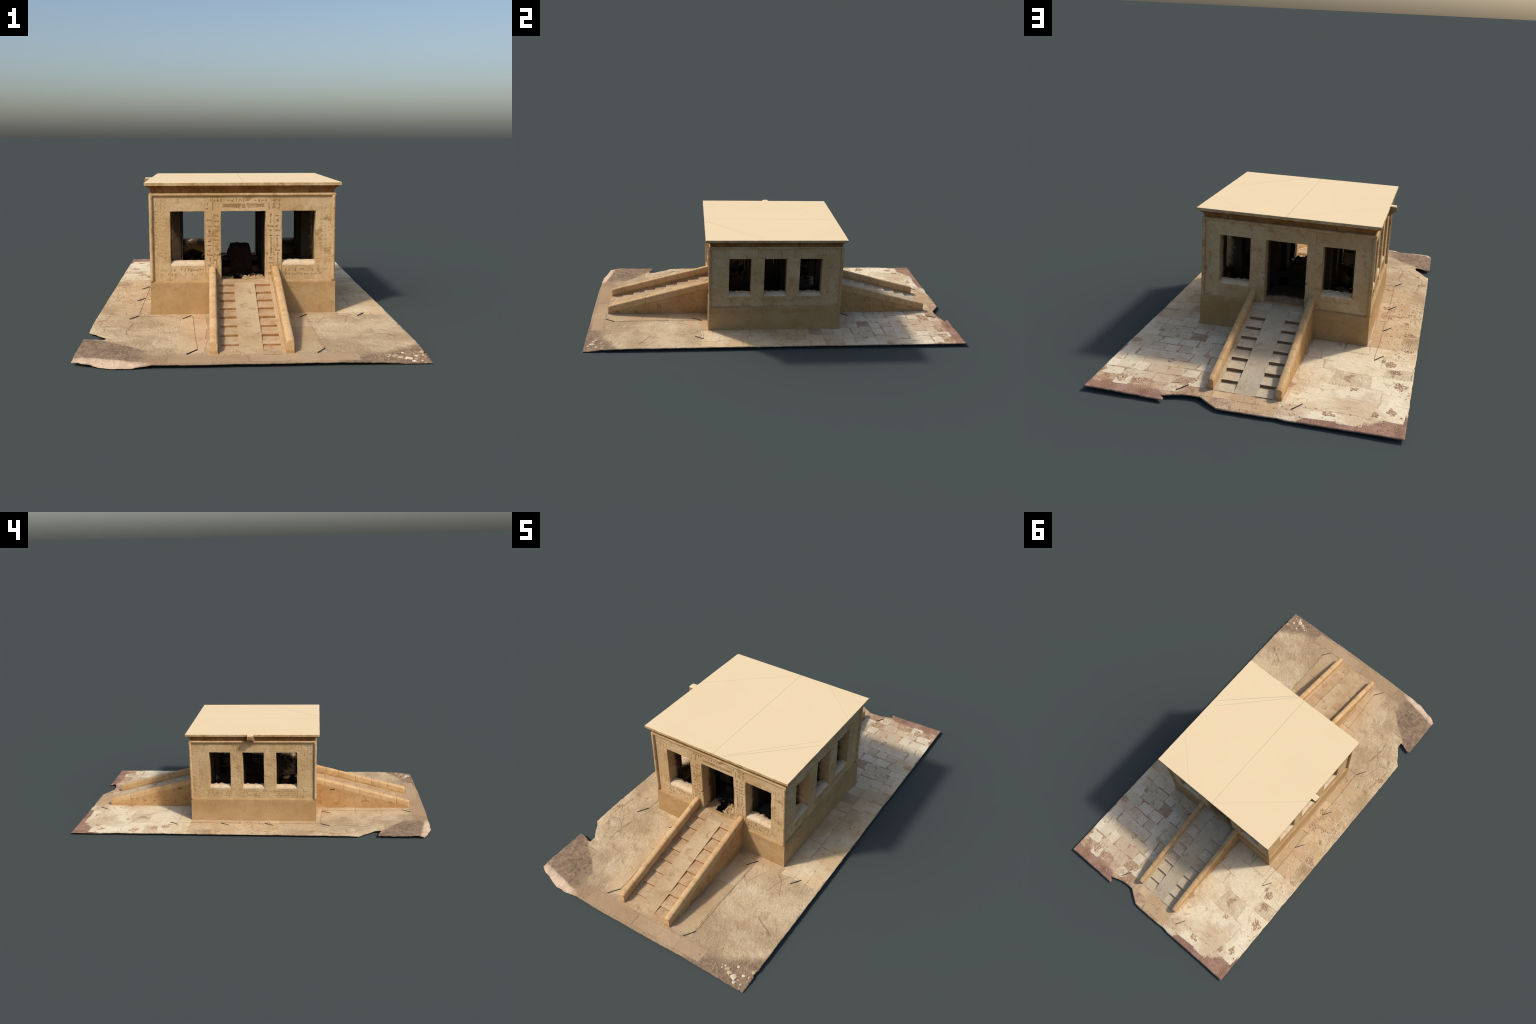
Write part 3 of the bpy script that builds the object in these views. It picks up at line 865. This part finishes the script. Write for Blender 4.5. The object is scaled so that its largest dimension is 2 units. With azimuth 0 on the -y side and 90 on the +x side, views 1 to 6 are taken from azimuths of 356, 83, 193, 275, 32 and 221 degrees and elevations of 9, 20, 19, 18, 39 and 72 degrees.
def sign(kind, s):
    """Outlines of one picture sign inside a cell of size s, centred on the origin."""
    a = s * .5; w = s * .20
    if kind == 'sun':   return [disc(0, 0, a * .55), ]
    if kind == 'mouth': return [disc(0, 0, a * .9, 10, .36)]
    if kind == 'water': return [bar(-a + i * a * .5, (-.25 if i % 2 else .25) * a, -a + (i + 1) * a * .5, (.25 if i % 2 else -.25) * a, w * .8) for i in range(4)]
    if kind == 'reed':  return [bar(0, -a, 0, a * .2, w), disc(.05 * s, a * .5, a * .36, 8, 1.4)]
    if kind == 'bird':  return [disc(0, -.1 * a, a * .5, 9, .62), disc(a * .48, a * .55, a * .26, 7), bar(-.1 * a, -.4 * a, -.1 * a, -a, w * .7), bar(-.4 * a, -.1 * a, -a, -.6 * a, w)]
    if kind == 'basket':return [[(-a, a * .15), (-a * .6, -a * .4), (a * .6, -a * .4), (a, a * .15)]]
    if kind == 'loop':  return [disc(0, a * .5, a * .38, 8, 1.2), bar(0, -a, 0, a * .1, w), bar(-a * .6, 0, a * .6, 0, w)]
    if kind == 'house': return [bar(-a, a * .4, a, a * .4, w), bar(-a * .9, -a * .5, -a * .9, a * .4, w), bar(a * .9, -a * .5, a * .9, a * .4, w)]
    if kind == 'arm':   return [bar(-a, 0, a * .7, 0, w), bar(-a, 0, -a * .8, a * .6, w), disc(a * .8, -.05 * a, w, 6)]
    if kind == 'staff': return [bar(0, -a, 0, a, w * .8), bar(0, a, a * .5, a * .7, w)]
    return [bar(-a * .7, 0, a * .7, 0, w)]

KINDS = ['sun', 'mouth', 'water', 'reed', 'bird', 'basket', 'loop', 'house', 'arm', 'staff', 'dash', 'bird', 'reed', 'water']

def build_signs(root):
    S, N, W, E = CY - HY, NY, -HX, HX
    faces = {'S': lambda u, v, h: (u, S - h, v), 'N': lambda u, v, h: (-u, N + h, v),
             'W': lambda u, v, h: (W - h, -u, v), 'E': lambda u, v, h: (E + h, u, v)}
    def column(bm, f, u, v0, v1, s, h, skip=.08):
        v = v1 - s * .6
        while v > v0 + s * .4:
            if rnd.random() > skip:
                kind = rnd.choice(KINDS); k = s * rnd.uniform(.85, 1.1)
                du = rnd.uniform(-.1, .1) * s
                for o in sign(kind, k):
                    prism(bm, [(u + du + p, v + q) for p, q in o], faces[f], h)
            v -= s * rnd.uniform(.85, 1.10)
    def frieze(bm, f, u0, u1, v, s, h, skip=.1):
        u = u0 + s * .6
        while u < u1 - s * .5:
            if rnd.random() > skip:
                for o in sign(rnd.choice(KINDS), s * rnd.uniform(.85, 1.1)):
                    prism(bm, [(u + p, v + q) for p, q in o], faces[f], h)
            u += s * rnd.uniform(.9, 1.2)
    # door jambs and lintel, bold signs
    for f, h in (('S', .0011), ('N', .0006)):
        bm = bmesh.new()
        for x0, x1 in (XS[1], XS[2]):
            for k in (.30, .70):
                column(bm, f, x0 + (x1 - x0) * k, .165, .41, .0190, h, .03)
            for k in (.04, .5, .96):
                prism(bm, bar(x0 + (x1 - x0) * k, .16, x0 + (x1 - x0) * k, .412, .0012), faces[f], .0006)
        # winged disc over the door
        if f == 'S':
            prism(bm, disc(0, .437, .0085, 14), faces[f], .0016)
            for s in (-1, 1):
                for i in range(9):
                    u0 = s * (.010 + i * .0072)
                    prism(bm, bar(u0, .443 - i * .0003, u0 + s * .013, .4285 + i * .0006, .0034), faces[f], .0011)
                prism(bm, bar(s * .008, .4445, s * .082, .4425, .0030), faces[f], .0014)
            frieze(bm, f, -.148, .148, .458, .013, h)
            for s in (-1, 1):
                for k in (.098, .118, .138):
                    column(bm, f, s * k, .417, .45, .013, h)
        ob = from_bmesh("door_inscription", bm, M['glyph'] if f == 'S' else M['wall'], root); ob["kind"] = "stuff"
    # low friezes under the windows and fine columns of signs on the pillars
    for f, h, lines in (('S', .0008, ((-.34, -.155, .19), (-.34, -.155, .1725), (.155, .34, .188), (.155, .34, .171))),
                        ('W', .0006, ((-.335, .345, .190), (-.335, .345, .178), (-.335, .345, .164))),
                        ('N', .0004, ((-.34, -.155, .185), (.155, .34, .185))),
                        ('E', .0004, ((-.345, .335, .187),))):
        bm = bmesh.new()
        for u0, u1, v in lines:
            frieze(bm, f, u0, u1, v, .0125, h, .2)
        cols = {'S': ((-.335, -.318, -.301), (.301, .318, .335)), 'N': ((-.32,), (.31,)),
                'W': ((-.33, -.312, -.294, -.276, -.262), (-.112, -.096, -.078, -.060), (.077, .094, .112, .130), (.262, .280, .298, .316, .334)),
                'E': ((-.335, -.31, -.28), (-.12, -.095), (.07, .095), (.26, .29, .315))}[f]
        for grp in cols:
            for u in grp:
                column(bm, f, u, .21, .465 if f != 'E' else .41, .0135, h * .9, .18)
        ob = from_bmesh("wall_inscription", bm, M['relief'] if f == 'W' else M['wall'], root); ob["kind"] = "stuff"

def build_debris(root):
    """Loose rubble on the gapped floor and sills, pale chips in the corners of the court."""
    bm = bmesh.new()
    for i in range(150):
        side = rnd.randrange(4); t = rnd.uniform(-.24, .24); d = rnd.uniform(.225, .262)
        x, y = ((t, CY - d), (t, CY + d), (d, CY + t), (-d, CY + t))[side]
        lump(bm, (x, y, Z_FLOOR + .003), rnd.uniform(.003, .010), i)
    for cx, cy, r in ((.235, -.20, .030), (.222, -.17, .022), (.228, .02, .026), (-.235, -.19, .034),
                      (-.215, -.16, .026), (-.24, -.01, .020), (-.205, .175, .034), (-.20, .00, .030), (.06, -.13, .018), (-.06, -.18, .02)):
        lump(bm, (cx, cy, Z_FLOOR + r * .3), r, cx * 40 + cy * 90, 1.1)
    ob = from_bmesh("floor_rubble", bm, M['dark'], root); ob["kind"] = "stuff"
    bm = bmesh.new()
    for i in range(60):
        x, y = rnd.uniform(-.002, .085), rnd.uniform(-.335, -.25)
        lump(bm, (x, y, Z_FLOOR + .002), rnd.uniform(.002, .006), i)
    for i in range(26):
        x, y = rnd.uniform(-.085, .085), rnd.uniform(.27, .36)
        lump(bm, (x, y, Z_FLOOR + .001), rnd.uniform(.002, .005), i)
    for i in range(24):
        x, y = rnd.uniform(-.085, -.04), rnd.uniform(-.345, -.26)
        lump(bm, (x, y, Z_FLOOR + .001), rnd.uniform(.002, .006), i)
    ob = from_bmesh("door_rubble", bm, M['rubble'], root); ob["kind"] = "stuff"
    for (x, y, r) in [(.5525, -.905, .007), (.455, -.945, .008), (.470, -.955, .007), (.440, -.938, .004), (.432, -.951, .003),
                      (.495, -.962, .010), (.508, -.980, .007), (.525, -.938, .005), (.487, -.915, .005), (.535, -.975, .004),
                      (-.497, .40, .007), (-.515, .415, .004), (-.53, .46, .004), (-.51, -.56, .004), (.50, .66, .004)]:
        bm = bmesh.new(); lump(bm, (x, y, gh(x, y) + r * .10), r * 1.15, x * 77, .32)
        from_bmesh("stone_chip", bm, M['chip'], root)
    bm = bmesh.new()
    for i in range(420):
        if i < 60:
            x, y = rnd.uniform(-.56, -.48), rnd.uniform(.30, .75)
        elif i < 230:
            x, y = rnd.uniform(-.56, -.42), rnd.uniform(-.2, .3)
        elif i < 330:
            x, y = rnd.uniform(-.56, .56), rnd.uniform(.90, .985)
        else:
            x, y = rnd.uniform(.38, .56), rnd.uniform(-.995, -.86)
        if inside(x, y) and inside(x * 1.005, y * 1.005):
            lump(bm, (x, y, gh(x, y) + .0006), rnd.uniform(.0012, .0032), i, .6)
    ob = from_bmesh("pebbles", bm, M['rubble'], root); ob["kind"] = "stuff"

def build_broken_patches(root):
    """Places where the paving has crumbled to brown rubble: low ragged beds of broken bits."""
    spots = [(-.404, .004, .030), (-.472, -.010, .022), (-.497, .063, .016), (-.519, .182, .026), (-.395, -.09, .018), (-.420, -.065, .016),
             (-.509, -.041, .010), (-.530, .350, .014), (-.468, .484, .026), (-.440, .462, .016), (-.503, .545, .018), (-.522, .650, .028), (-.363, .725, .016),
             (-.455, .880, .020), (-.510, .845, .022), (-.300, .925, .022), (-.382, -.328, .012), (-.530, -.452, .022), (-.508, -.575, .016),
             (.459, .897, .030), (.395, .902, .024), (.344, .725, .016), (.254, .862, .026), (.214, .845, .022), (.541, .593, .022), (.480, .475, .016)]
    for cx, cy, R in spots:
        n = 40; V = []; F = []
        a0 = rnd.uniform(0, 3.14); e = rnd.uniform(.55, .85)
        rim = [R * 1.15 * (1 + .75 * fbm(math.cos(2 * math.pi * i / n) * 1.3 + cx * 50, math.sin(2 * math.pi * i / n) * 1.3 + cy * 50)) for i in range(n)]
        steps = (1.0, .85, .7, .55, .4, .25, .1)
        for si, k in enumerate(steps):
            for i in range(n):
                t = 2 * math.pi * i / n; u, v = rim[i] * k * math.cos(t), rim[i] * k * e * math.sin(t)
                x = max(-.5620, min(.5620, cx + u * math.cos(a0) - v * math.sin(a0)))
                y = min(.990, cy + u * math.sin(a0) + v * math.cos(a0))
                z = gh(x, y) + (-.002 if si == 0 else .0012 + .0022 * fbm(x * 130, y * 130, 4))
                V.append((x, y, z))
        for r in range(len(steps) - 1):
            for i in range(n):
                F.append((r * n + i, r * n + (i + 1) % n, (r + 1) * n + (i + 1) % n, (r + 1) * n + i))
        F.append(tuple((len(steps) - 1) * n + i for i in range(n)))
        from_pydata("crumbled_patch", V, F, M['crumble'], root)

# ------------------------------------------------------------------ assemble
def main():
    build_materials()
    root = bpy.data.objects.new("stone_kiosk", None)
    bpy.context.scene.collection.objects.link(root)
    root["label"] = "small sandstone pillared shrine with two stair ramps on worn paving"
    root["category"] = "ancient building"
    ground = build_ground(root)
    build_paving(root, ground)
    build_broken_patches(root)
    build_shadow_rods(root)
    build_plinth(root)
    build_floor(root)
    build_walls(root)
    build_cornice(root)
    build_spout(root)
    altar(root)
    build_stair(root, False)
    build_stair(root, True)
    build_signs(root)
    build_debris(root)

main()
